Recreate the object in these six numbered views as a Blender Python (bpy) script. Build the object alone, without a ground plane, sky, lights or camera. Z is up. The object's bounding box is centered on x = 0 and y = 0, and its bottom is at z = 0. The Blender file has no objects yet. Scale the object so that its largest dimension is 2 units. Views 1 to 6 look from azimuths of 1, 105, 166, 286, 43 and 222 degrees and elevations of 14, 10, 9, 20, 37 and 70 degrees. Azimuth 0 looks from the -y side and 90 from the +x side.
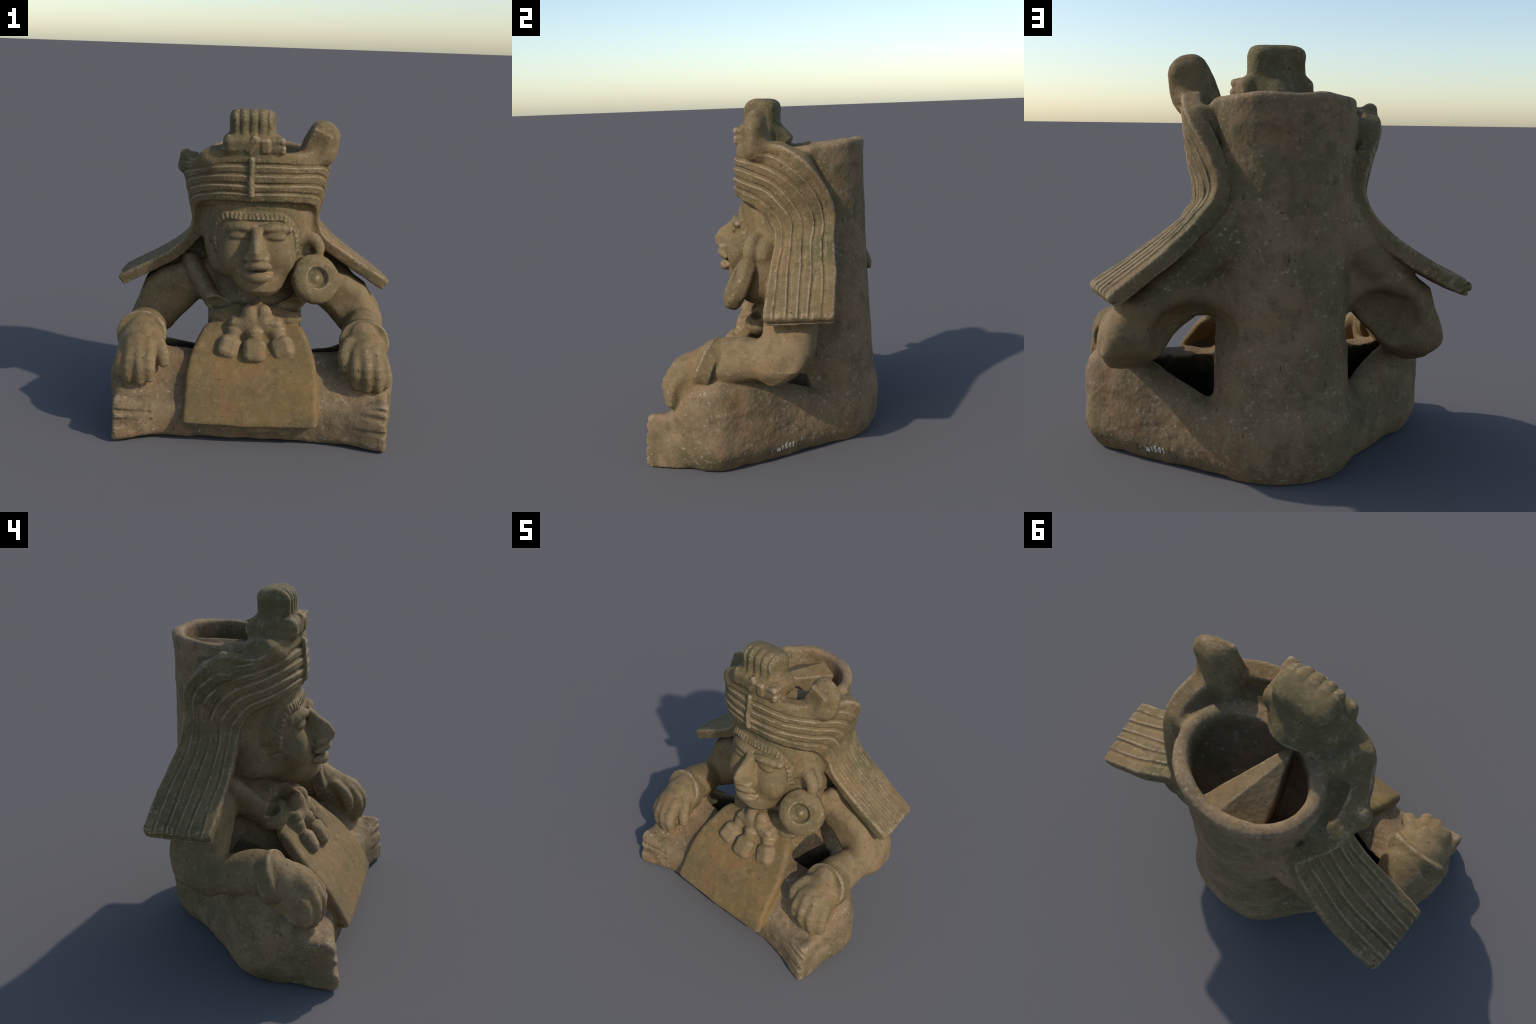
"""Seated ceramic figure urn: a clay figure with a ribboned headdress, sitting cross-legged
in front of a cylindrical vessel.  The whole body is one smooth clay surface, described
as a blend of solids (signed distance rules), polygonised, then split into named parts."""
import math
import bpy
import numpy as np

H = 0.0050                      # polygon size of the clay surface
LO = np.array([-0.97, -0.66, -0.03])
HI = np.array([0.97, 0.66, 2.06])
N = np.ceil((HI - LO) / H).astype(int) + 1
AX = [(LO[i] + H * np.arange(N[i])).astype(np.float32) for i in range(3)]
BIG = np.float32(0.30)
D = np.full(N, BIG, np.float32)          # the blended distance field
B = np.full(N, BIG, np.float32)          # distance to the nearest single part
L = np.zeros(N, np.uint8)                # which part that is
PARTS = ["base"]


def V(*a):
    return np.array(a, float)


# ------------------------------------------------------------------ field tools
def window(lo, hi):
    s, g = [], []
    for i in range(3):
        a = max(0, int(math.floor((lo[i] - LO[i]) / H)))
        b = min(N[i], int(math.ceil((hi[i] - LO[i]) / H)) + 1)
        s.append(slice(a, b))
        shape = [1, 1, 1]
        shape[i] = b - a
        g.append(AX[i][a:b].reshape(shape))
    return tuple(s), g


def smin(a, b, k):
    if k <= 0:
        return np.minimum(a, b)
    h = np.maximum(k - np.abs(a - b), 0.0)
    return np.minimum(a, b) - h * h * (0.25 / k)


def smax(a, b, k):
    return -smin(-a, -b, k)


def part_id(key):
    if key not in PARTS:
        PARTS.append(key)
    return PARTS.index(key)


def box_of(pts, r):
    p = np.array(pts, float)
    return p.min(0) - r - 0.05, p.max(0) + r + 0.05


def put(key, d, s, k=0.02, claim=0.0):
    """Blend distance d (over window s) into the clay; claim > 0 wins contested borders."""
    d = d.astype(np.float32)
    D[s] = smin(D[s], d, k)
    n = part_id(key)
    won = (d - claim) < B[s]
    L[s][won] = n
    B[s][won] = (d - claim)[won]


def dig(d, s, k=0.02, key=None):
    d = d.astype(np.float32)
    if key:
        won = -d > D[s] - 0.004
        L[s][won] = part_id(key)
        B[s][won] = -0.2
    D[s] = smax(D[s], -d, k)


# ------------------------------------------------------------------ solids
def d_ball(g, c, r, R=None):
    p = local(g, c, R)
    k0 = np.sqrt(sum((p[i] / r[i]) ** 2 for i in range(3)))
    k1 = np.sqrt(sum((p[i] / r[i] ** 2) ** 2 for i in range(3))) + 1e-6
    return k0 * (k0 - 1.0) / k1


def local(g, c, R):
    q = [g[i] - c[i] for i in range(3)]
    if R is None:
        return q
    return [q[0] * R[0, j] + q[1] * R[1, j] + q[2] * R[2, j] for j in range(3)]


def d_box(g, c, h, rnd=0.01, R=None):
    p = local(g, c, R)
    q = [np.abs(p[i]) - (h[i] - rnd) for i in range(3)]
    out = np.sqrt(sum(np.maximum(v, 0) ** 2 for v in q))
    return out + np.minimum(np.maximum(np.maximum(q[0], q[1]), q[2]), 0) - rnd


def d_rod(g, a, b, ra, rb, flat=None, squash=1.0):
    """Tapered capsule; 'flat' is an axis along which it is squashed."""
    a, b = np.array(a, float), np.array(b, float)
    ab = b - a
    q = [g[i] - a[i] for i in range(3)]
    t = np.clip((q[0] * ab[0] + q[1] * ab[1] + q[2] * ab[2]) / (ab @ ab), 0, 1)
    q = [q[i] - t * ab[i] for i in range(3)]
    r2 = q[0] ** 2 + q[1] ** 2 + q[2] ** 2
    if flat is not None:
        f = np.array(flat, float) / np.linalg.norm(flat)
        n = q[0] * f[0] + q[1] * f[1] + q[2] * f[2]
        r2 = r2 + n * n * (squash * squash - 1.0)
    d = np.sqrt(r2) - (ra + (rb - ra) * t)
    return d if flat is None else d / math.sqrt(squash)


def chain(key, pts, rad, k=0.02, join=0.03, flat=None, squash=1.0, claim=0.0, cut=False):
    s, g = window(*box_of(pts, max(rad) + k))
    d = None
    for i in range(len(pts) - 1):
        e = d_rod(g, pts[i], pts[i + 1], rad[i], rad[i + 1], flat, squash)
        d = e if d is None else smin(d, e, join)
    if cut:
        dig(d, s, k, key)
    else:
        put(key, d, s, k, claim)


def ball(key, c, r, k=0.02, R=None, claim=0.0, cut=False):
    c, r = np.array(c, float), np.array(r, float)
    s, g = window(c - r.max() - k - 0.03, c + r.max() + k + 0.03)
    d = d_ball(g, c, r, R)
    if cut:
        dig(d, s, k, key)
    else:
        put(key, d, s, k, claim)


def block(key, c, h, rnd=0.02, k=0.02, R=None, claim=0.0, cut=False):
    c = np.array(c, float)
    m = np.linalg.norm(h) + k + 0.03
    s, g = window(c - m, c + m)
    d = d_box(g, c, h, rnd, R)
    if cut:
        dig(d, s, k, key)
    else:
        put(key, d, s, k, claim)


def groove(pts, r, k=0.008, lift=0.0):
    chain(None, pts, [r] * len(pts), k, cut=True, join=0.004)


def frame(normal, up=(0, 0, 1)):
    """Rotation whose columns are right, up, normal."""
    n = np.array(normal, float)
    n /= np.linalg.norm(n)
    r = np.cross(np.array(up, float), n)
    r /= np.linalg.norm(r)
    return np.stack([r, np.cross(n, r), n], 1)


def turn(axis, deg):
    a = math.radians(deg)
    c, s = math.cos(a), math.sin(a)
    return {"x": V(1, 0, 0, 0, c, -s, 0, s, c), "y": V(c, 0, s, 0, 1, 0, -s, 0, c),
            "z": V(c, -s, 0, s, c, 0, 0, 0, 1)}[axis].reshape(3, 3)


def spline(pts, n):
    """Catmull-Rom through the control points, n samples."""
    p = np.array(pts, float)
    p = np.vstack([2 * p[0] - p[1], p, 2 * p[-1] - p[-2]])
    u = np.linspace(0, len(p) - 3 - 1e-9, n)
    i = u.astype(int)
    f = (u - i)[:, None]
    a, b, c, d = p[i], p[i + 1], p[i + 2], p[i + 3]
    return 0.5 * (2 * b + (c - a) * f + (2 * a - 5 * b + 4 * c - d) * f ** 2 + (3 * b - a - 3 * c + d) * f ** 3)


def sdf_polygon(x, y, pts):
    p = np.array(pts, float)
    d = np.full(np.broadcast(x, y).shape, 1e9)
    sgn = np.ones(d.shape)
    j = len(p) - 1
    for i in range(len(p)):
        e, w0, w1 = p[j] - p[i], x - p[i][0], y - p[i][1]
        t = np.clip((w0 * e[0] + w1 * e[1]) / (e @ e), 0, 1)
        d = np.minimum(d, (w0 - e[0] * t) ** 2 + (w1 - e[1] * t) ** 2)
        c1, c2, c3 = y >= p[i][1], y < p[j][1], e[0] * w1 > e[1] * w0
        sgn = np.where((c1 & c2 & c3) | (~c1 & ~c2 & ~c3), -sgn, sgn)
        j = i
    return sgn * np.sqrt(d)


def sheet(key_of, low, high, thick, relief, k=0.02, round_end=0.03, claim=0.0, wmax=1.0):
    """A thick ribbon between two edge curves.  The solid is laid down in the ribbon's own
    coordinates (t along, w across, n out) and gathered into the field."""
    step = 0.5 * H
    length = np.linalg.norm(np.diff(spline(high, 200), axis=0), axis=1).sum()
    nt = int(length / step)
    a, b = spline(low, nt), spline(high, nt)
    ext = int(0.03 / step)                                        # run past the end
    a = np.vstack([a, a[-1] + (a[-1] - a[-2]) * np.arange(1, ext)[:, None]])
    b = np.vstack([b, b[-1] + (b[-1] - b[-2]) * np.arange(1, ext)[:, None]])
    width = np.linalg.norm(b - a, axis=1)
    nw = int(width.max() / step)
    m = 0.028 / width.min()
    w = np.linspace(-m, 1 + m, int(nw * (1 + 2 * m)))
    P = a[:, None, :] * (1 - w)[None, :, None] + b[:, None, :] * w[None, :, None]
    dt = np.gradient(P, axis=0)
    dw = np.gradient(P, axis=1)
    Nn = np.cross(dt, dw)
    Nn /= np.linalg.norm(Nn, axis=2, keepdims=True) + 1e-12
    T = np.arange(len(a)) / (nt - 1.0)
    gap = np.linalg.norm(np.diff(0.5 * (a + b), axis=0), axis=1)
    along = np.concatenate([[0], np.cumsum(gap)])
    along -= along[nt - 1]                                         # >0 past the end
    top = relief(T[:, None], w[None, :], along[:, None])
    th = thick(T)[:, None] * np.ones_like(top)
    lo, hi = P.reshape(-1, 3).min(0) - 0.12, P.reshape(-1, 3).max(0) + 0.12
    s, g = window(lo, hi)
    shape = [x.stop - x.start for x in s]
    o = np.array([AX[i][s[i].start] for i in range(3)])
    acc = np.zeros(int(np.prod(shape)))
    cnt = np.zeros(int(np.prod(shape)))
    wd = width[:, None] * np.ones_like(top)
    edge = np.maximum(-w[None, :] * wd, (w[None, :] - wmax) * wd)
    fin = along[:, None] * np.ones_like(top)
    for off in np.arange(-(thick(T).max() + 0.03), 0.055, 0.6 * H):
        q = P + Nn * off
        i = np.rint((q - o) / H).astype(int)
        ok = np.all((i >= 0) & (i < np.array(shape)), axis=2)
        vox = o + i * H
        n = ((vox - P) * Nn).sum(2)
        dn = np.maximum(n - top, -n - th)
        r = 0.02
        slot = .010 * np.exp(-((n + .55 * th) / .007) ** 2)              # two layers show at the end
        d = smax(smax(dn, edge, r), fin + slot, round_end)
        flat = np.ravel_multi_index(i[ok].T, shape)
        acc += np.bincount(flat, d[ok], len(acc))
        cnt += np.bincount(flat, minlength=len(cnt))
    d = np.where(cnt > 0, acc / np.maximum(cnt, 1), BIG).reshape(shape)
    put(key_of, d, s, k, claim)


def lerp_table(z, zs, vs):
    return np.interp(z.ravel(), zs, vs).reshape(z.shape)


def ss(x, a, b):
    t = np.clip((x - a) / (b - a), 0, 1)
    return t * t * (3 - 2 * t)


# ================================================================== the lap: crossed legs
PLAN = [(-.80, -.41), (-.55, -.48), (0, -.512), (.55, -.48), (.82, -.41), (.89, -.27), (.885, -.13), (.80, -.03), (.69, .09),
        (.57, .205), (.385, .38), (.17, .555), (-.15, .56), (-.345, .385), (-.475, .25), (-.635, .11), (-.785, -.01), (-.85, -.12), (-.865, -.27)]


def lap():
    s, g = window((-.97, -.62, -.03), (.97, .64, .62))
    x, y, z = g
    ring = spline(PLAN[-2:] + PLAN + PLAN[:3], 4 * len(PLAN) * 2)
    step = len(ring) / (len(PLAN) + 4.)
    ring = ring[int(2 * step):int((len(PLAN) + 2) * step)]
    d2 = sdf_polygon(x, y, ring)
    low = 0.06 * np.clip((.14 - z) / .14, 0, 1.2) ** 2 * (1 - .45 * ss(-y, .28, .42))
    up = 0.09 * np.clip((z - .34) / .2, 0, 2) ** 2
    up = up + .10 * np.maximum(z - .08, 0) * ss(y, .0, .22) * (1 - ss(y, .38, .5))
    side = ss(np.abs(x), .5, .72)
    top = .47 + .045 * side - (.15 + .03 * side) * ss(y, .0, .36)
    d = smax(d2 + low + up, (z - top) * 0.9, 0.07)
    slope = -.784 * (y + .485 - .035 * ss(-x, .35, .5)) + .62 * (z - .22)                 # thighs slope up and back
    d = smax(d, slope, 0.06)
    d = smax(d, -z + .022 * ss(-y, .40, .5) * (1 - ss(np.abs(x), .45, .7)), 0.02)
    put("leg", d, s, 0.0)
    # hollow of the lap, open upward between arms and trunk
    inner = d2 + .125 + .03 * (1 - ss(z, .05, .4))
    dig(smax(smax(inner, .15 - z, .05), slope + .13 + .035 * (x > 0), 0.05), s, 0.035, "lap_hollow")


lap()
for sx in (-1, 1):
    ball(f"leg#{sx}", (sx * .72, -.27, .27), (.14, .15, .19), 0.06)                     # knee


# ================================================================== vessel
def vessel():
    s, g = window((-.45, -.2, -.03), (.45, .64, 1.80))
    x, y, z = g
    rx = lerp_table(z, [0, .2, .5, .8, 1.2, 1.6, 1.75], [.33, .335, .315, .31, .312, .328, .336])
    ry = lerp_table(z, [0, .2, .5, .8, 1.2, 1.6, 1.75], [.30, .315, .305, .29, .275, .272, .276])
    cy = lerp_table(z, [0, .2, .5, .8, 1.2, 1.6, 1.75], [.255, .262, .258, .258, .255, .255, .254])
    u, v = x / rx, (y - cy) / ry
    k0 = np.sqrt(u * u + v * v)
    d = k0 * (k0 - 1) / (np.sqrt((u / rx) ** 2 + (v / ry) ** 2) + 1e-6)
    rim = 1.712 + .040 * (y - .0) / .5 - .003 * np.cos(2 * np.arctan2(v, u)) + .002 * np.sin(7 * np.arctan2(v, u) + 1)
    inside = d + .064
    d = smax(d + .03 * np.clip(.06 - z, 0, 1) / .06, z - rim, .035)
    d = smax(d, .0 - z, 0.02)
    put("vessel", d, s, 0.05)
    return inside, s


hollow, hollow_s = vessel()


# ================================================================== trunk, apron
def trunk():
    s, g = window((-.48, -.64, .02), (.48, .3, 1.12))
    x, y, z = g
    w = lerp_table(z, [.1, .5, .62, .75, .9, 1.0], [.34, .335, .305, .275, .25, .22])
    front = lerp_table(z, [.1, .3, .48, .6, .7, .8, .9, 1.0], [-.50, -.43, -.29, -.19, -.105, -.025, .02, .03])
    w = w - .06 * ss(y, -.28, -.05) * (1 - ss(z, .6, .75))
    c = .22
    u, v = np.abs(x) / w, np.maximum(c - y, 0) / (c - front)
    d = ((u ** 3 + v ** 3) ** (1 / 3.) - 1) * .27
    d = smax(d, z - 1.0, .08)
    d = smax(smax(d, y - .18, .05), .08 - z, .04)
    put("torso", d, s, 0.05)
    # apron: a thick cloth plate that hangs over the lap
    yf = lerp_table(z, [.05, .13, .17, .25, .35, .41, .46, .5, .56, .62, .68], [-.60, -.575, -.558, -.517, -.455, -.40, -.345, -.30, -.24, -.19, -.15]) - .15 * x * x * ss(z, .38, .5)
    hw = lerp_table(z, [.1, .40, .48, .55, .62, .68], [.408, .398, .384, .352, .318, .285]) + .01 * (x > 0)
    pl = np.maximum((yf - y) * .80, (y - yf - .085) * .80)
    plate = smax(smax(pl, np.abs(x - .005) - hw, .035), .125 + .02 * np.abs(x) - z, .03)
    plate = smax(plate, z - .66, .06)
    put("apron", plate, s, 0.02, 0.004)


trunk()
# neck
chain("neck", [(.02, .07, .72), (.02, .04, 1.05)], [.14, .17], 0.04)

# ================================================================== arms, hands
ARMS = {1: [(.22, .17, .88), (.42, .19, .87), (.60, .22, .81), (.715, .235, .675), (.735, .14, .615), (.715, -.02, .612), (.70, -.17, .61)],
        -1: [(-.22, .19, .88), (-.42, .225, .865), (-.60, .255, .79), (-.715, .24, .59), (-.718, .13, .565), (-.70, -.02, .572), (-.69, -.17, .59)]}
ARCH = [(.20, .99), (.45, .975), (.62, .92), (.735, .84), (.815, .71), (.842, .58), (.80, .492), (.70, .475), (.585, .54), (.50, .64), (.40, .725), (.20, .74)]


def upper_arm(sx):
    """Broad upright arm: an arch seen from the front, deep from front to back, hollowed behind."""
    s, g = window((-.95, -.1, .4), (-.1, .5, 1.1)) if sx < 0 else window((.1, -.1, .4), (.95, .5, 1.1))
    x, y, z = g
    r = .085
    a = sdf_polygon(np.abs(x) + (.03 * (1 - ss(z, .7, .9)) if sx < 0 else 0), z + (.035 * (1 - ss(z, .6, .8)) if sx < 0 else 0), ARCH) + r
    half = .145 - .02 * ss(z, .85, 1.0)
    b = np.abs(y - .225) - (half - r)
    d = np.sqrt(np.maximum(a, 0) ** 2 + np.maximum(b, 0) ** 2) + np.minimum(np.maximum(a, b), 0) - r
    d = smax(d, .67 * (y - .315) - .74 * (z - .574), .06)
    put(f"arm#{sx}", d, s, .05)
    if sx > 0:
        ball("arm#1", (.45, .42, .675), (.19, .21, .155), .05, cut=True)
    else:
        ball("arm#-1", (-.475, .42, .69), (.20, .22, .17), .05, cut=True)


for sx, pts in ARMS.items():
    upper_arm(sx)
    chain(f"arm#{sx}", [V(*p) for p in pts[3:]], [.105, .110, .110, .106] if sx > 0 else [.10, .102, .104, .104], 0.04, join=0.03)
    wx = pts[-1][0]
    ball(f"arm#{sx}", (wx, -.12, .592), (.134, .16, .122), .03)
    # bracelet: a thick cuff
    R = frame((0, -1, .42))
    c = V(wx + .005 * sx, -.205, .578)
    s, g = window(c - .26, c + .26)
    p = local(g, c, R)
    rr = np.sqrt((p[0] / .156) ** 2 + (p[1] / .142) ** 2)
    d = smax((rr - 1) * .148, np.abs(p[2]) - .046, .02)
    put(f"bracelet#{sx}", d, s, 0.006, 0.006)
    # back of the hand
    ball(f"hand#{sx}", (wx, -.25, .548), (.140, .10, .122), .02)
    ball(f"hand#{sx}", (wx, -.30, .495), (.135, .108, .145), 0.02, R=turn("x", 28))
    ball(f"hand#{sx}", (wx + .01 * sx, -.345, .445), (.128, .105, .115), 0.03)

FINGERS = {1: [[(.645, -.405, .56), (.645, -.455, .47), (.655, -.435, .375)], [(.70, -.415, .565), (.71, -.47, .47), (.718, -.45, .368)],
               [(.76, -.405, .56), (.775, -.46, .47), (.785, -.445, .368)], [(.81, -.36, .53), (.828, -.415, .46), (.835, -.42, .385)],
               [(.60, -.315, .60), (.572, -.385, .545), (.585, -.40, .475)]],
           -1: [[(-.625, -.40, .57), (-.615, -.465, .47), (-.612, -.455, .372)], [(-.685, -.415, .565), (-.672, -.475, .46), (-.67, -.46, .355)],
                [(-.735, -.41, .56), (-.742, -.465, .46), (-.742, -.455, .365)], [(-.785, -.36, .53), (-.797, -.42, .47), (-.798, -.43, .395)],
                [(-.59, -.33, .58), (-.548, -.385, .52), (-.535, -.40, .455)]]}
for sx, fingers in FINGERS.items():
    for i, f in enumerate(fingers):
        thumb = i == 4
        p = spline(f, 6) + V(0, .016 if sx > 0 else .026, 0)
        r = .039 if thumb else .036
        chain(f"finger#{sx}{i}", p, [r * .95, r, r, r, r * .98, r * .9], 0.028 if not thumb else .025, join=0, claim=.004)

# ================================================================== feet
for sx in (-1, 1):
    s, g = window((-.97, -.64, -.03) if sx < 0 else (.3, -.64, -.03), (-.3, -.3, .4) if sx < 0 else (.97, -.3, .4))
    x, y, z = g
    t = np.clip((np.abs(x) - .40) / .42, 0, 1.1)
    top = (.20 + .115 * t) if sx > 0 else (.195 + .09 * t)
    bot = (.02 - .02 * t) if sx > 0 else (.025 - .02 * t)
    fr = -.455 - .13 * t - .012 * (1 - ss(z, .0, .12)) + .012 * ss(z, .12, .3)
    bk = -.35 - .02 * t
    q = [np.abs(x) - (.842 if sx > 0 else .825) - .0 * z, .36 - np.abs(x), z - top, bot - z, (fr - y) * .95, y - bk]
    d = q[0]
    for i, e in enumerate(q[1:]):
        d = smax(d, e, .025 if i == 2 else .055)
    put(f"foot#{sx}", d, s, 0.05, .004)
groove([(.67, -.545, .225), (.76, -.570, .218), (.845, -.578, .208)], .015, .014)
groove([(.66, -.548, .128), (.76, -.575, .127), (.85, -.585, .125)], .015, .014)
groove([(.73, -.55, .268), (.79, -.56, .27), (.84, -.56, .262)], .009, .01)
groove([(-.60, -.525, .180), (-.70, -.552, .190), (-.84, -.575, .205)], .014, .012)
block(None, (-.76, -.59, .125), (.085, .035, .028), .012, .01, cut=True)

# ================================================================== head


def head_shape(g):
    x, y, z = g
    xc = .037 - .105 * (z - .88)
    zs = [.84, .87, .91, .96, 1.02, 1.10, 1.2, 1.3, 1.4, 1.5, 1.6]
    w = lerp_table(z, zs, [.10, .135, .165, .195, .228, .262, .285, .29, .285, .275, .27])
    fr = lerp_table(z, zs, [-.255, -.28, -.298, -.294, -.286, -.269, -.243, -.213, -.178, -.15, -.125])
    yc = .06
    u, v = np.abs(x - xc) / w, np.maximum(yc - y, 0) / (yc - fr)
    d = ((u ** 2.6 + v ** 2.6) ** (1 / 2.6) - 1) * .235
    d = smax(d, .848 - z + .10 * np.maximum(y + .1, 0), .07)
    d = smax(d, z - 1.6, .05)
    return smax(d, y - .14, .05), xc


def head():
    s, g = window((-.42, -.5, .78), (.42, .3, 1.66))
    x, y, z = g
    d, xc = head_shape(g)
    put("head", d, s, 0.03)
    # fringe of cut hair and the cloth band above it, as raised frames round the face
    u = np.abs(x - xc) + .55 * np.maximum(y + .25, 0)
    cx, cz, rad = .30, 1.33, .13
    qx, qz = u - (cx - rad), z - (cz - rad)
    q = np.sqrt(np.maximum(qx, 0) ** 2 + np.maximum(qz, 0) ** 2) + np.minimum(np.maximum(qx, qz), 0) - rad
    ang = np.where(qx <= 0, u, np.where(qz <= 0, cx - rad + rad * 1.57 + (-qz), cx - rad + rad * np.arctan2(np.maximum(qx, 0), np.maximum(qz, 1e-4))))
    front = y < .06
    notch = .5 + .5 * np.cos(ang * 2 * np.pi / .030)
    lowcut = 1.115 - z
    band = np.maximum(np.abs(q - .027) - .024, lowcut)
    hair = smax(d - .018 + .006 * ss(u, .2, .33) + .005 * (1 - .5 * ss(u, .2, .33)) * (notch > .72) * (np.abs(q - .024) < .018), band * .8, .014)
    hair = np.where(front, hair, BIG)
    put("fringe", hair, s, 0.012, .006)
    band2 = np.maximum(np.abs(q - .083) - .025, 1.17 - z)
    cloth = smax(d - .014, band2 * .8, .02)
    cloth = np.where(front, cloth, BIG)
    put("headband", cloth, s, 0.012, .006)


head()
# brow ridges, eye sockets, lids, nose, mouth
for sx in (-1, 1):
    ex = .015 + .108 * sx
    ball(None, (ex + .005 * sx, -.280, 1.222), (.072, .036, .036), .03, cut=True)
    ball(f"eye#{sx}", (ex, -.217, 1.236), (.066, .026, .026), .012, claim=.004)
    groove(spline([(ex - .055, -.238, 1.214), (ex, -.256, 1.216), (ex + .055, -.232, 1.214)], 6), .007, .006)
    chain("head", spline([(.015 + .03 * sx, -.232, 1.285), (ex, -.222, 1.29), (ex + .085 * sx, -.185, 1.275)], 6), [.016] * 6, .03)
    ball("head", (.02 + .15 * sx, -.20, 1.10), (.08, .06, .09), .05)                  # cheek
s, g = window((-.15, -.5, 1.04), (.2, -.15, 1.36))
x, y, z = g
yr = lerp_table(z, [1.04, 1.095, 1.105, 1.13, 1.17, 1.22, 1.26, 1.31, 1.36], [-.25, -.335, -.36, -.388, -.396, -.362, -.300, -.24, -.2])
wz = lerp_table(z, [1.04, 1.1, 1.13, 1.18, 1.24, 1.30, 1.36], [.07, .078, .070, .048, .038, .034, .03])
yb = -.24
d = smax((np.sqrt(((x - .012) / wz) ** 2 + (np.minimum(y - yb, 0) / (yb - yr + .001)) ** 2) - 1) * .05, 1.098 - .12 * (y + .32) - z, .012)
d = smax(smax(d, y - yb, .02), z - 1.31 + .2 * (y + .24), .03)
put("nose", d, s, .014, .004)
for sx in (-1, 1):
    ball("nose", (.015 + .046 * sx, -.318, 1.122), (.028, .035, .024), .015, claim=.004)
s, g = window((-.16, -.42, .93), (.2, -.2, 1.12))
chain("lip", spline([(-.05, -.30, 1.062), (-.015, -.33, 1.080), (.022, -.342, 1.084), (.06, -.33, 1.081), (.098, -.298, 1.062)], 9),
      [.012, .016, .019, .020, .020, .020, .019, .016, .012], .010, claim=.006)
chain("lip", spline([(-.055, -.295, 1.012), (-.01, -.315, 1.004), (.03, -.322, 1.002), (.07, -.315, 1.005), (.105, -.29, 1.015)], 9),
      [.012, .017, .021, .023, .024, .023, .021, .017, .012], .012, claim=.006)
groove(spline([(-.088, -.305, 1.014), (-.03, -.345, 1.040), (.022, -.358, 1.046), (.07, -.344, 1.043), (.128, -.295, 1.016)], 8), .009, .008)
groove(spline([(-.05, -.32, .962), (.02, -.335, .955), (.09, -.315, .962)], 6), .010, .02)
ball("head", (.018, -.285, 1.085), (.06, .045, .035), .02)                              # philtrum

# ear and ear spool (only one side keeps them)
ec = V(.338, -.045, 1.135)
arc = [(ec[0] + .062 * math.cos(a), ec[1] - .014 * math.cos(a), ec[2] + .066 * math.sin(a)) for a in np.linspace(-.9, 3.0, 10)]
chain("ear", arc, [.026, .028, .03, .03, .03, .03, .03, .028, .026, .022], .012)
ball("ear", (.335, .01, 1.125), (.085, .065, .085), .02)
ball(None, (.366, -.068, 1.122), (.018, .035, .024), .012, cut=True)
SN = V(.32, -.84, .44)
SN /= np.linalg.norm(SN)
R = frame(SN)
SC = V(.40, -.175, .98)
s, g = window(SC - .26, SC + .26)
p = local(g, SC, R)
r = np.sqrt(p[0] ** 2 + p[1] ** 2)
dish = .040 * (1 - ss(r, .044, .078)) - .022 * np.exp(-(r / .028) ** 2) + .014 * ss(r, .10, .158)
d = smax(r - .157, p[2] + dish, .03)
d = smax(d, -p[2] - .095, .035)
put("ear_spool", d, s, .012, .006)
chain("ear_spool", [SC - SN * .16 + V(-.01, 0, .03), SC - SN * .20 + V(-.02, 0, .07)], [.105, .095], .03, claim=-.005)
chain("ear", [SC - SN * .14 + V(-.01, 0, .05), V(.30, .06, 1.06)], [.08, .09], .03)

# ================================================================== headdress
FRONT_LINES = [.0, .19, .38, .57, .76, .98, 1.02]      # where the grooves between strips lie
FLAP_LINES = [.0, .167, .333, .5, .667, .833, 1.0]


def ribbed(T, w, along):
    """Rounded cloth strips with grooves between them, running along the whole ribbon."""
    m = ss(T, .02, .38)
    wide = .30 + .06 * m
    out = 0 * T * w
    dip = 0 * out
    lip = 0 * out
    for i in range(1, 6):
        line = FRONT_LINES[i] * (1 - m) + FLAP_LINES[i] * m + .008 * np.sin(9 * T + i * 2.1) + .006 * np.sin(31 * T + i * 4.7)
        keep = 1.0 if i < 5 else ss(T, .20, .30)
        dip = np.maximum(dip, keep * np.exp(-((w - line) * wide / (.0095 - .002 * m)) ** 2))
        lip = np.maximum(lip, .0045 * keep * np.exp(-(((w - line) * wide + .0125) / .006) ** 2))
        if i > 1:
            mid = .5 * (line + before)
            out = np.maximum(out, np.exp(-((w - mid) * wide / .03) ** 2))
        before = line
    depth = .016 - .007 * m
    dip = dip * (.75 + .25 * np.sin(23 * T + 17 * w))
    return .014 + .005 * out - depth * dip + lip + .012 * np.sin(np.pi * np.clip(w, 0, 1)) * (1 - ss(T, .4, .6))


def smooth_thick(T):
    return .075 - .015 * ss(T, .4, .7)


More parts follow.
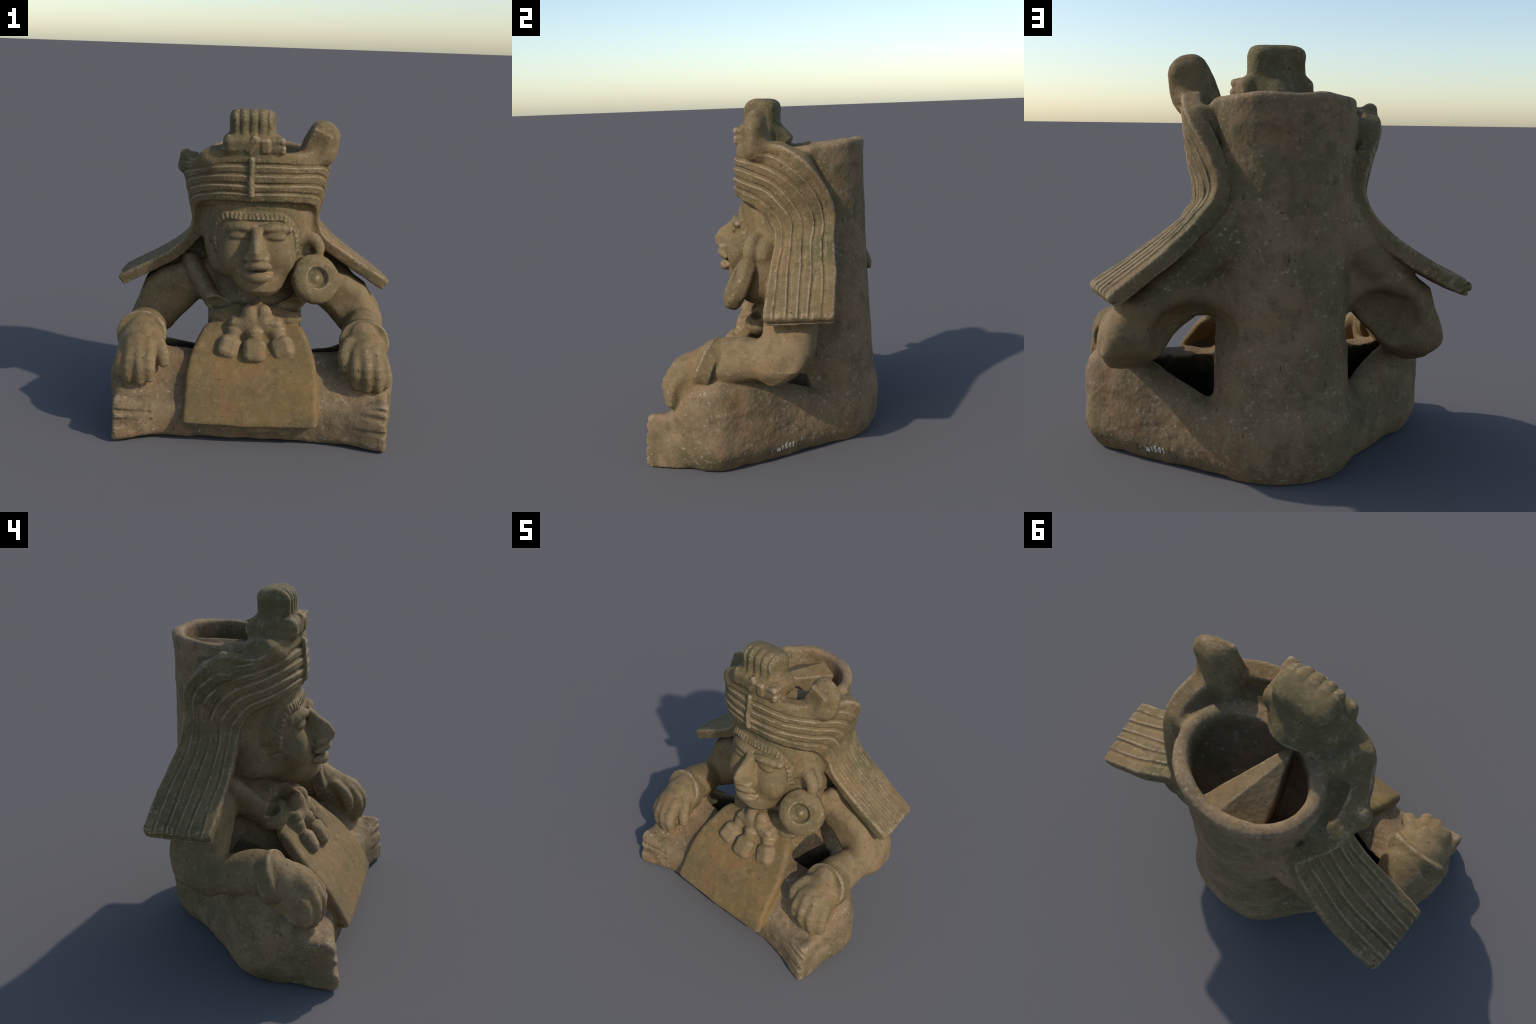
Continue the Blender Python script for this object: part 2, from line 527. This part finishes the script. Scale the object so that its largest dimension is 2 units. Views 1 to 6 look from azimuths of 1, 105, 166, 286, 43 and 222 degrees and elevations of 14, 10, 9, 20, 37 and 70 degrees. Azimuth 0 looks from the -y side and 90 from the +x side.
RIBBON = {1: ([(-.03, -.205, 1.445), (.18, -.185, 1.445), (.32, -.11, 1.43), (.365, -.01, 1.385), (.372, .055, 1.32),
               (.39, .085, 1.26), (.435, .09, 1.175), (.565, .10, 1.08), (.715, .115, .982), (.882, .138, .875)],
              [(-.03, -.19, 1.74), (.21, -.15, 1.745), (.39, -.02, 1.755), (.445, .16, 1.735), (.44, .30, 1.64),
               (.365, .395, 1.48), (.33, .425, 1.35), (.395, .43, 1.23), (.58, .47, 1.062), (.825, .50, .878)]),
          -1: ([(-.03, -.205, 1.445), (-.21, -.185, 1.445), (-.335, -.11, 1.425), (-.385, -.01, 1.37), (-.395, .035, 1.30),
                (-.405, .05, 1.24), (-.445, .06, 1.155), (-.555, .065, 1.045), (-.715, .065, .957), (-.90, .07, .857)],
               [(-.03, -.19, 1.74), (-.23, -.15, 1.735), (-.395, -.04, 1.70), (-.465, .12, 1.69), (-.46, .26, 1.61),
                (-.385, .36, 1.48), (-.345, .375, 1.33), (-.395, .395, 1.20), (-.595, .435, 1.022), (-.895, .445, .86)])}
for sx, (low, high) in RIBBON.items():
    if sx < 0:
        low, high = high, low
        sheet(f"headdress#{sx}", low, high, smooth_thick, lambda T, w, a: ribbed(T, 1 - w, a), .015, .03)
    else:
        sheet(f"headdress#{sx}", low, high, smooth_thick, ribbed, .015, .03)


# clay that fills the headdress behind its band, and joins it to the vessel
def crown():
    s, g = window((-.5, -.3, 1.2), (.5, .5, 1.8))
    x, y, z = g
    w = lerp_table(z, [1.2, 1.35, 1.5, 1.75], [.34, .36, .40, .43])
    u, v = np.abs(x) / w, np.maximum(.25 - y, 0) / .43
    d = ((u ** 2.4 + v ** 2.4) ** (1 / 2.4) - 1) * .3
    d = smax(smax(d, z - 1.635 - .06 * ss(x, .1, .25) - .045 * (1 - ss(np.abs(x + .08), .16, .36)), .05), 1.455 - z - .5 * np.maximum(y + .1, 0), .03)
    d = smax(d, y - .12 - .18 * ss(np.abs(x), .15, .3), .04)
    put("headdress#1", d, s, .03, -.01)


crown()


def temples():
    """Hair and clay at the sides of the head, reaching out to the flaps."""
    s, g = window((-.5, -.2, .85), (.5, .35, 1.5))
    x, y, z = g
    w = lerp_table(z, [.9, 1.0, 1.1, 1.2, 1.3, 1.4, 1.5], [.285, .31, .335, .352, .365, .37, .38])
    v = np.maximum(.14 - y, 0) / .27
    d = (((np.abs(x) / w) ** 2.5 + v ** 2.5) ** .4 - 1) * .2
    d = smax(smax(d, z - 1.48, .05), .92 - z, .08)
    put("head", smax(d, y - .30 + .3 * (1.3 - z), .06), s, .04, -.01)
    for sx in (-1, 1):                                             # web of clay under each flap
        chain("neck", [(sx * .21, .31, 1.24), (sx * .31, .32, 1.09), (sx * .42, .315, .98), (sx * .56, .29, .89)], [.105, .105, .09, .07], .05)


temples()
# centre strip over the band
chain("headdress#1", spline([(-.035, -.214, 1.70), (-.036, -.226, 1.60), (-.032, -.226, 1.49)], 5), [.017] * 5, .008, claim=.003, join=0)
# thin under-band
chain("headdress#1", spline([(-.35, .0, 1.40), (-.25, -.11, 1.425), (-.03, -.155, 1.43), (.21, -.11, 1.425), (.33, .0, 1.40)], 14), [.018] * 14, .012)

ball("headdress#-1", (-.24, -.06, 1.68), (.15, .12, .085), .04)
# topknot: tied base and a bunch of five upright folds
R = turn("z", 4)
block("topknot_base", (-.032, -.10, 1.785), (.185, .11, .06), .045, .03, R=R)
for cx, cz, a, hx, hz in ((-.145, 1.785, 4, .05, .048), (-.035, 1.79, 34, .03, .058), (.045, 1.785, -4, .032, .046), (.125, 1.765, 3, .045, .028), (.12, 1.812, -6, .045, .022)):
    block("topknot_base", (cx, -.18 + .25 * max(0, abs(cx) - .08), cz), (hx, .038, hz), .02, .012, R=turn("y", a), claim=.003)
s, g = window((-.3, -.3, 1.66), (.25, .25, 2.04))
p = local(g, V(-.04, -.062, 1.88), turn("z", 4))
flute = .013 * (np.abs(np.sin((p[0] + .14) * math.pi / .056)) ** .7 - .6) * ss(-p[1], .0, .06)
q = [np.abs(p[0]) - .142, np.abs(p[1] + .012) - .098 - flute, p[2] - .113 - flute * .6]
d = smax(smax(q[0], q[1], .085), q[2] + .25 * np.maximum(-p[1] - .04, 0), .06)
d = smax(d, -p[2] - .16, .02)
put("topknot", d, s, .02, .003)
chain("topknot_base", [(-.03, .0, 1.745), (-.06, .10, 1.64)], [.10, .085], .05)
ball("topknot_base", (-.04, -.03, 1.735), (.14, .085, .10), .04)                # bridge to the vessel

# upright lobe on one side, stump of the other
R = turn("y", 24)
ball("lobe", (.38, .0, 1.785), (.105, .056, .15), .04, R=R)
block("lobe", (.385, .0, 1.82), (.085, .048, .10), .05, .04, R=R)
block("lobe", (.365, -.045, 1.795), (.068, .028, .085), .018, .012, R=R, claim=.004)
block("lobe", (.36, .005, 1.72), (.10, .055, .05), .04, .05)
chain("lobe#-1", [(-.455, .10, 1.62), (-.468, .105, 1.69)], [.06, .032], .03)
ball(None, (-.40, -.02, 1.745), (.09, .10, .07), .02, cut=True)

# ================================================================== collar straps, bow, pendants
for sx in (-1, 1):
    chain(f"collar#{sx}", spline([(sx * .42, .16, .96), (sx * .335, .06, .84), (sx * .24, -.02, .735), (sx * .16, -.045, .715)], 8),
          [.085, .083, .08, .076, .072, .069, .066, .062], .025, flat=(sx * .7, -.3, -.6), squash=1.5)
    ball(f"bow_loop#{sx}", (.015 + sx * .205, -.072, .688), (.094, .085, .068), .015, R=turn("y", sx * 8), claim=.004)
    ball(f"bow_loop#{sx}", (.015 + sx * .10, -.075, .715), (.09, .06, .05), .02)
    ball(None, (.015 + sx * .24, -.085, .765), (.085, .065, .038), .015, R=turn("x", -20), cut=True)
    ball("bow_knot", (.026 + sx * .042, -.172, .725), (.056, .056, .066), .008, claim=.004)
chain("bow_knot", [(.026, -.13, .745), (.026, -.09, .81)], [.058, .014], .02)
groove([(.03, -.208, .78), (.028, -.232, .725), (.026, -.225, .672)], .012, .01)
block("bow_knot", (.02, -.168, .655), (.165, .062, .048), .035, .04)
for cx, top, bot in ((-.14, (-.10, -.18, .645), (-.152, -.285, .50)), (.02, (.018, -.20, .65), (.021, -.312, .485)), (.19, (.14, -.175, .65), (.207, -.272, .50))):
    top, bot = V(*top), V(*bot)
    key = f"pendant#{cx}"
    R = frame(top - bot, (0, 1, 0))
    block(key, bot + (top - bot) * .19, (.070, .058, .074), .045, .008, R=R, claim=.004)
    ball(key, top + (bot - top) * .20, (.056, .048, .026), .006, R=R, claim=.004)
    chain(key, [top + V(-.1 * (top[0] - .02), .015, .012), top + (bot - top) * .3], [.036, .045], .012)
    chain("torso", [bot + V(0, .05, .02), top + V(0, .06, 0)], [.05, .05], .02)

# ================================================================== bore of the vessel
gz = window((-.45, -.2, -.03), (.45, .64, 1.80))[1]
mouth = gz[2] - 1.76 + 1.1 * np.maximum(.11 - gz[1], 0)                # the bore does not bite into the knot in front of it
dig(smax(smax(hollow, 1.48 - .45 * (gz[1] - .2) + .4 * np.maximum(gz[0], 0) - gz[2], .06), mouth, .03), hollow_s, .03, "vessel_bore")
def hollow_at(g):
    return (np.sqrt((g[0] / .29) ** 2 + ((g[1] - .255) / .225) ** 2) - 1) * .24


# slanting wedge in the bore: shape of a scanning fault, not real clay
s, g = window((-.3, -.02, .9), (.3, .5, 1.72))
x, y, z = g
# ridge from the back wall to a tip near the front
rx0 = -.065 - .30 * (y - .06) * .0
left = (x - (.09 - .40 * (.45 - y))) * .93
right = (-.20 + .33 * (.42 - y) - x) * .95
d = smax(smax(left, right, .005), z - (1.705 - .06 * (y - .1)) + .42 * np.abs(x + .09 - .2 * (y - .1)), .006)
d = smax(d, .04 - y, .01)
d = smax(d, hollow_at(g), .005)
d = np.where(d < .012, d, BIG)
put("scan_shard", np.broadcast_to(d, [i.stop - i.start for i in s]), s, 0.0, .25)

# ================================================================== polygonise (surface nets)


def surface(F):
    inside = F < 0
    c = np.zeros(np.array(F.shape) - 1, np.int8)
    for i in (0, 1):
        for j in (0, 1):
            for k in (0, 1):
                c += inside[i:i + c.shape[0], j:j + c.shape[1], k:k + c.shape[2]]
    cells = np.argwhere((c > 0) & (c < 8))
    index = np.full(c.shape, -1, np.int32)
    index[tuple(cells.T)] = np.arange(len(cells))
    corner = {o: F[cells[:, 0] + o[0], cells[:, 1] + o[1], cells[:, 2] + o[2]] for o in np.ndindex(2, 2, 2)}
    pos, cnt = np.zeros((len(cells), 3)), np.zeros(len(cells))
    for o in np.ndindex(2, 2, 2):
        for ax in range(3):
            if o[ax]:
                continue
            e = list(o)
            e[ax] = 1
            a, b = corner[o], corner[tuple(e)]
            hit = (a < 0) != (b < 0)
            t = a[hit] / (a[hit] - b[hit])
            q = np.repeat(np.array(o, float)[None], hit.sum(), 0)
            q[:, ax] = t
            pos[hit] += q
            cnt[hit] += 1
    verts = LO + H * (cells + pos / cnt[:, None])
    quads = []
    for ax in range(3):
        u, v = (ax + 1) % 3, (ax + 2) % 3
        sl0, sl1 = [slice(1, -1)] * 3, [slice(1, -1)] * 3
        sl0[ax], sl1[ax] = slice(0, -1), slice(1, None)
        a, b = inside[tuple(sl0)], inside[tuple(sl1)]
        e = np.argwhere(a != b)
        flip = a[tuple(e.T)]
        base = e + 1
        base[:, ax] -= 1
        q = []
        for du, dv in ((-1, -1), (0, -1), (0, 0), (-1, 0)):
            m = base.copy()
            m[:, u] += du
            m[:, v] += dv
            q.append(index[tuple(m.T)])
        q = np.stack(q, 1)
        q[~flip] = q[~flip][:, ::-1]
        quads.append(q)
    return verts, np.vstack(quads)


verts, quads = surface(D)


def lattice_noise(p, scale, seed):
    """Smooth random field in [-1, 1], computed for many points at once."""
    q = p * scale
    i = np.floor(q).astype(np.int64)
    f = q - i
    f = f * f * (3 - 2 * f)
    out = 0
    for o in np.ndindex(2, 2, 2):
        c = i + np.array(o)
        h = (c[:, 0] * 73856093) ^ (c[:, 1] * 19349663) ^ (c[:, 2] * 83492791) ^ (seed * 2654435761)
        h = (h ^ (h >> 13)) * 1274126177 & 0xFFFFFFFF
        h = (h ^ (h >> 16)) & 0xFFFF
        w = np.prod(np.where(np.array(o) == 1, f, 1 - f), axis=1)
        out = out + w * (h / 32767.5 - 1)
    return out


def vertex_normals(v, q):
    n = np.cross(v[q[:, 2]] - v[q[:, 0]], v[q[:, 3]] - v[q[:, 1]])
    vn = np.zeros_like(v)
    for k in range(4):
        for ax in range(3):
            vn[:, ax] += np.bincount(q[:, k], n[:, ax], len(v))
    return vn / (np.linalg.norm(vn, axis=1, keepdims=True) + 1e-12)


def relax(v, q, amount):
    s, c = np.zeros_like(v), np.zeros(len(v))
    for a, b in ((0, 1), (1, 2), (2, 3), (3, 0)):
        for i, j in ((a, b), (b, a)):
            for ax in range(3):
                s[:, ax] += np.bincount(q[:, i], v[q[:, j]][:, ax], len(v))
            c += np.bincount(q[:, i], minlength=len(v))
    return v + amount * (s / c[:, None] - v)


# keep the largest piece of surface only where scraps were cut off by the carving
verts = relax(verts, quads, .5)
# which part does each vertex / face belong to
vi = np.clip(np.rint((verts - LO) / H).astype(int), 0, N - 1)
vlab = L[tuple(vi.T)]
names = [p.split("#")[0] for p in PARTS]
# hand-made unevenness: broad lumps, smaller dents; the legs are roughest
vn = vertex_normals(verts, quads)
rough = np.array([{"leg": 1.5, "foot": 1.3, "vessel": 1.1, "apron": .7, "head": .5, "lip": .4, "nose": .4, "eye": .3}.get(n, 1.0) for n in names])[vlab]
bump = .0042 * lattice_noise(verts, 8, 1) + .0020 * lattice_noise(verts, 21, 2) + .0008 * lattice_noise(verts, 55, 3) + .0006 * lattice_noise(verts, 120, 4)
verts = verts + vn * (bump * rough)[:, None]
verts[:, 2] = np.maximum(verts[:, 2], 0.0)
vn = vertex_normals(verts, quads)


# ================================================================== materials
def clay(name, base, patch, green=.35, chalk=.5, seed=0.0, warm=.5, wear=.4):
    m = bpy.data.materials.new(name)
    m.use_nodes = True
    nt = m.node_tree
    nt.nodes.clear()

    def node(kind, **kw):
        n = nt.nodes.new(kind)
        for a, b in kw.items():
            setattr(n, a, b)
        return n

    def link(a, b):
        nt.links.new(a, b)

    def noise(scale, detail, off, rough_=.55, stretch=None):
        mp = node("ShaderNodeMapping")
        mp.inputs["Location"].default_value = (off + seed, off * 1.7, off * .6 - seed)
        if stretch:
            mp.inputs["Scale"].default_value = stretch
        link(tc.outputs["Object"], mp.inputs["Vector"])
        n = node("ShaderNodeTexNoise")
        n.inputs["Scale"].default_value = scale
        n.inputs["Detail"].default_value = detail
        n.inputs["Roughness"].default_value = rough_
        link(mp.outputs["Vector"], n.inputs["Vector"])
        return n.outputs["Fac"]

    def ramp(fac, a, b):
        r = node("ShaderNodeMapRange")
        r.interpolation_type = "SMOOTHSTEP"
        r.inputs["From Min"].default_value = a
        r.inputs["From Max"].default_value = b
        link(fac, r.inputs["Value"])
        return r.outputs["Result"]

    def mul(a, b):
        n = node("ShaderNodeMath", operation="MULTIPLY")
        link(a, n.inputs[0])
        if isinstance(b, float):
            n.inputs[1].default_value = b
        else:
            link(b, n.inputs[1])
        return n.outputs[0]

    def mix(fac, a, b):
        n = node("ShaderNodeMix", data_type="RGBA")
        link(fac, n.inputs["Factor"])
        for sock, v in (("A", a), ("B", b)):
            i = [q for q in n.inputs if q.name == sock and q.type == "RGBA"][0]
            if isinstance(v, tuple):
                i.default_value = (*v, 1)
            else:
                link(v, i)
        return [q for q in n.outputs if q.type == "RGBA"][0]

    tc = node("ShaderNodeTexCoord")
    col = mix(ramp(noise(3.2, 5, 3.1), .38, .64), base, patch)
    # warm, rust-coloured clouds and green, mossy ones
    col = mix(mul(ramp(noise(5.0, 5, 31.9), .52, .70), warm), col, (.225, .112, .045))
    col = mix(mul(ramp(noise(2.3, 6, 11.3), .50, .64), green), col, (.082, .076, .031))
    col = mix(mul(ramp(noise(8.5, 6, 21.7, .62), .53, .66), .6 * green + .1), col, (.075, .065, .030))
    # mottling: every few centimetres the clay is paler or darker
    col = mix(mul(ramp(noise(17, 4, 37.1, .6), .50, .70), .30), col, (.085, .055, .026))
    col = mix(mul(ramp(noise(21, 4, 47.9, .6), .50, .72), .30), col, (.29, .20, .11))
    col = mix(mul(ramp(noise(70, 3, 61.3, .7), .48, .72), .2), col, (.085, .058, .030))
    # chalky flecks
    speck = mul(ramp(noise(44, 4, 41.3, .68), .55, .70), ramp(noise(6, 3, 51.1), .38, .60))
    col = mix(mul(speck, chalk), col, (.40, .32, .23))
    blot = ramp(noise(16, 6, 57.7, .68), .60, .74)
    col = mix(mul(blot, chalk * .6), col, (.36, .29, .205))
    # dark fibre pits: short thin strokes in two slants
    for off, turn_, stretch in ((71.9, .6, (1.0, 1.0, .28)), (77.3, -.8, (.32, 1.0, 1.0))):
        mp = node("ShaderNodeMapping")
        mp.inputs["Location"].default_value = (off + seed, off, -off)
        mp.inputs["Rotation"].default_value = (turn_, turn_ * .7, 0)
        mp.inputs["Scale"].default_value = stretch
        link(tc.outputs["Object"], mp.inputs["Vector"])
        n = node("ShaderNodeTexNoise")
        n.inputs["Scale"].default_value = 88
        n.inputs["Detail"].default_value = .6
        link(mp.outputs["Vector"], n.inputs["Vector"])
        col = mix(mul(ramp(n.outputs["Fac"], .757, .79), .75), col, (.018, .016, .010))
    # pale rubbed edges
    geo = node("ShaderNodeNewGeometry")
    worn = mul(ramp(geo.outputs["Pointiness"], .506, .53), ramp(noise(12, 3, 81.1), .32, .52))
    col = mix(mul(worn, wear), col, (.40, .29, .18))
    bsdf = node("ShaderNodeBsdfPrincipled")
    link(col, bsdf.inputs["Base Color"])
    bsdf.inputs["Roughness"].default_value = .82
    bsdf.inputs["Specular IOR Level"].default_value = .22
    bmp = node("ShaderNodeBump")
    bmp.inputs["Strength"].default_value = .35
    bmp.inputs["Distance"].default_value = .006
    link(noise(60, 6, 91.7, .65), bmp.inputs["Height"])
    link(bmp.outputs["Normal"], bsdf.inputs["Normal"])
    out = node("ShaderNodeOutputMaterial")
    link(bsdf.outputs["BSDF"], out.inputs["Surface"])
    return m


TAN, OLIVE, OCHRE, ROSE = (.220, .146, .071), (.148, .104, .044), (.198, .118, .040), (.236, .155, .080)
clay_skin = clay("tan_clay", TAN, (.165, .115, .050), .35, .35)
clay_cloth = clay("olive_clay", OLIVE, (.178, .120, .054), .65, .35, 5.0, .3, .55)
clay_apron = clay("ochre_clay", OCHRE, (.155, .106, .044), .3, .2, 9.0, .6)
clay_raw = clay("rosy_clay", ROSE, (.165, .112, .058), .6, .75, 2.0, .5)
clay_vessel = clay("brown_clay", (.215, .140, .070), (.150, .102, .052), .75, .5, 3.0, .45)
clay_green = clay("mossy_clay", (.105, .088, .040), (.085, .078, .034), .8, .2, 7.0, .3)
clay_dark = clay("hollow_shade_clay", (.075, .05, .03), (.05, .038, .024), .4, .15, 4.0, .2)  # darkness of the unseen lap hollow painted into the clay colour
MATERIAL = {"neck": clay_raw, "leg": clay_raw, "foot": clay_raw, "vessel": clay_raw, "apron": clay_apron, "lap_hollow": clay_dark, "vessel_bore": clay_raw, "scan_shard": clay_skin,
            "headdress": clay_cloth, "topknot": clay_cloth, "topknot_base": clay_cloth, "lobe": clay_cloth, "bracelet": clay_cloth,
            "headband": clay_cloth, "fringe": clay_cloth, "ear_spool": clay_cloth, "bow_loop": clay_cloth}

# ================================================================== split into named parts
PARENT = {"nose": "head", "eye": "head", "lip": "head", "ear": "head", "fringe": "head", "headband": "head",
          "topknot": "headdress", "topknot_base": "headdress", "lobe": "headdress", "finger": "hand", "bracelet": "arm",
          "vessel_bore": "vessel", "scan_shard": "vessel", "bow_knot": "collar", "bow_loop": "collar", "pendant": "collar"}
root = bpy.data.objects.new("figure_urn", None)
bpy.context.scene.collection.objects.link(root)
root["label"] = "seated clay figure urn with ribboned headdress and tall vessel"
root["category"] = "ceramic sculpture"

centre = verts[quads].mean(1)
flab = vlab[quads]
face_label = np.where((flab[:, 0] == flab[:, 1]) | (flab[:, 0] == flab[:, 2]) | (flab[:, 0] == flab[:, 3]), flab[:, 0],
                      np.where((flab[:, 1] == flab[:, 2]) | (flab[:, 1] == flab[:, 3]), flab[:, 1], flab[:, 2]))
# single lumps that span both sides: give each half its own side
keys = list(PARTS)
side_of = {}
for k_ in ("leg", "headdress"):
    for sgn in (-1, 1):
        kk = f"{k_}#{sgn}"
        if kk not in keys:
            keys.append(kk)
for i, kk in enumerate(PARTS):
    if kk == "leg":
        mask = face_label == i
        for sgn in (-1, 1):
            face_label[mask & (np.sign(centre[:, 0] + 1e-9) == sgn)] = keys.index(f"leg#{sgn}")
objects = {}
order = sorted(range(len(keys)), key=lambda i: keys[i].split("#")[0] in PARENT)
for i in order:
    sel = np.where(face_label == i)[0]
    if len(sel) < 8:
        continue
    name = keys[i].split("#")[0]
    q = quads[sel]
    used, inv = np.unique(q, return_inverse=True)
    q = inv.reshape(-1, 4)
    me = bpy.data.meshes.new(name)
    me.vertices.add(len(used))
    me.vertices.foreach_set("co", verts[used].astype(np.float32).ravel())
    me.loops.add(q.size)
    me.loops.foreach_set("vertex_index", q.astype(np.int32).ravel())
    me.polygons.add(len(q))
    me.polygons.foreach_set("loop_start", np.arange(0, q.size, 4, dtype=np.int32))
    me.polygons.foreach_set("use_smooth", np.ones(len(q), bool))
    me.update(calc_edges=True)
    me.normals_split_custom_set_from_vertices(vn[used].astype(np.float32))
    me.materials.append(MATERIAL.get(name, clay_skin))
    ob = bpy.data.objects.new(name, me)
    bpy.context.scene.collection.objects.link(ob)
    objects[keys[i]] = ob
for kk, ob in objects.items():
    name, _, tag = kk.partition("#")
    up = PARENT.get(name)
    host = root
    if up:
        options = [o for q, o in objects.items() if q.split("#")[0] == up]
        side = [o for q, o in objects.items() if q.split("#")[0] == up and q.partition("#")[2] and tag.startswith(q.partition("#")[2])]
        host = (side or options or [root])[0]
    ob.parent = host


# ================================================================== the inked inventory mark on the flank
def plain(name, colour):
    m = bpy.data.materials.new(name)
    m.use_nodes = True
    nt = m.node_tree
    b = nt.nodes["Principled BSDF"]
    b.inputs["Roughness"].default_value = .8
    tx = nt.nodes.new("ShaderNodeTexNoise")
    tx.inputs["Scale"].default_value = 60
    cr = nt.nodes.new("ShaderNodeMix")
    cr.data_type = "RGBA"
    cols = [q for q in cr.inputs if q.type == "RGBA"]
    cols[0].default_value = (*[c * .6 for c in colour], 1)
    cols[1].default_value = (*colour, 1)
    tc = nt.nodes.new("ShaderNodeTexCoord")
    nt.links.new(tc.outputs["Object"], tx.inputs["Vector"])
    nt.links.new(tx.outputs["Fac"], cr.inputs["Factor"])
    nt.links.new([q for q in cr.outputs if q.type == "RGBA"][0], b.inputs["Base Color"])
    return m


GLYPHS = {"I": [[(0, 0), (0, 1)]], "-": [[(-.3, .45), (.3, .5)]], "m": [[(-.4, 0), (-.35, .6), (-.1, .55), (0, .05), (.05, .5), (.3, .55), (.4, 0)]],
          "1": [[(-.15, .6), (.05, .85), (.05, 0)]], "5": [[(.3, .95), (-.2, .95), (-.25, .55), (.2, .5), (.25, .15), (-.25, .05)]],
          "0": [[(0, 0), (-.28, .3), (-.2, .8), (.1, .9), (.3, .5), (.2, .1), (0, 0)]]}
start, end = V(.668, .088), V(.545, .208)
near = np.where((verts[:, 0] > .4) & (verts[:, 1] > -.1) & (verts[:, 2] < .25) & (verts[:, 2] > .01) & (vn[:, 0] + vn[:, 1] > .5))[0]


def stick(points, r):
    """Flat ribbon of paint laid on the clay along surface points."""
    vs, fs = [], []
    for a, b in zip(points[:-1], points[1:]):
        for i in range(4):
            t = i / 3.
            p = a + (b - a) * t
            k = near[np.argmin(((verts[near] - p) ** 2).sum(1))]
            nrm = vn[k]
            c = p - nrm * float((p - verts[k]) @ nrm) + nrm * .0012
            side = np.cross(nrm, b - a)
            side *= r / (np.linalg.norm(side) + 1e-9)
            vs += [c - side, c + side, c + side - nrm * .004, c - side - nrm * .004]
            if i:
                o = len(vs) - 8
                fs += [(o + q, o + (q + 1) % 4, o + 4 + (q + 1) % 4, o + 4 + q) for q in range(4)]
    return vs, fs


for text, s0, ds, z0, h, r, colour in (("I-", .0, .16, .048, .040, .0022, (.03, .027, .02)), ("m1501", .36, .135, .052, .036, .0034, (.62, .60, .52))):
    vs, fs = [], []
    for n, ch in enumerate(text):
        for line in GLYPHS[ch]:
            pts = []
            for gx, gy in line:
                u = s0 + n * ds + gx * ds * .8
                xy = start + (end - start) * u
                pts.append(V(xy[0], xy[1], z0 + .012 * u + gy * h))
            v2, f2 = stick(pts, r)
            fs += [tuple(i + len(vs) for i in f) for f in f2]
            vs += v2
    me = bpy.data.meshes.new("inventory_mark")
    me.from_pydata([tuple(v) for v in vs], [], fs)
    me.materials.append(plain("mark_ink" if n == 1 else "mark_paint", colour))
    ob = bpy.data.objects.new("inventory_mark", me)
    bpy.context.scene.collection.objects.link(ob)
    ob.parent = objects.get("leg#1", root)
print("faces", len(quads), "parts", len(objects), verts.min(0), verts.max(0))
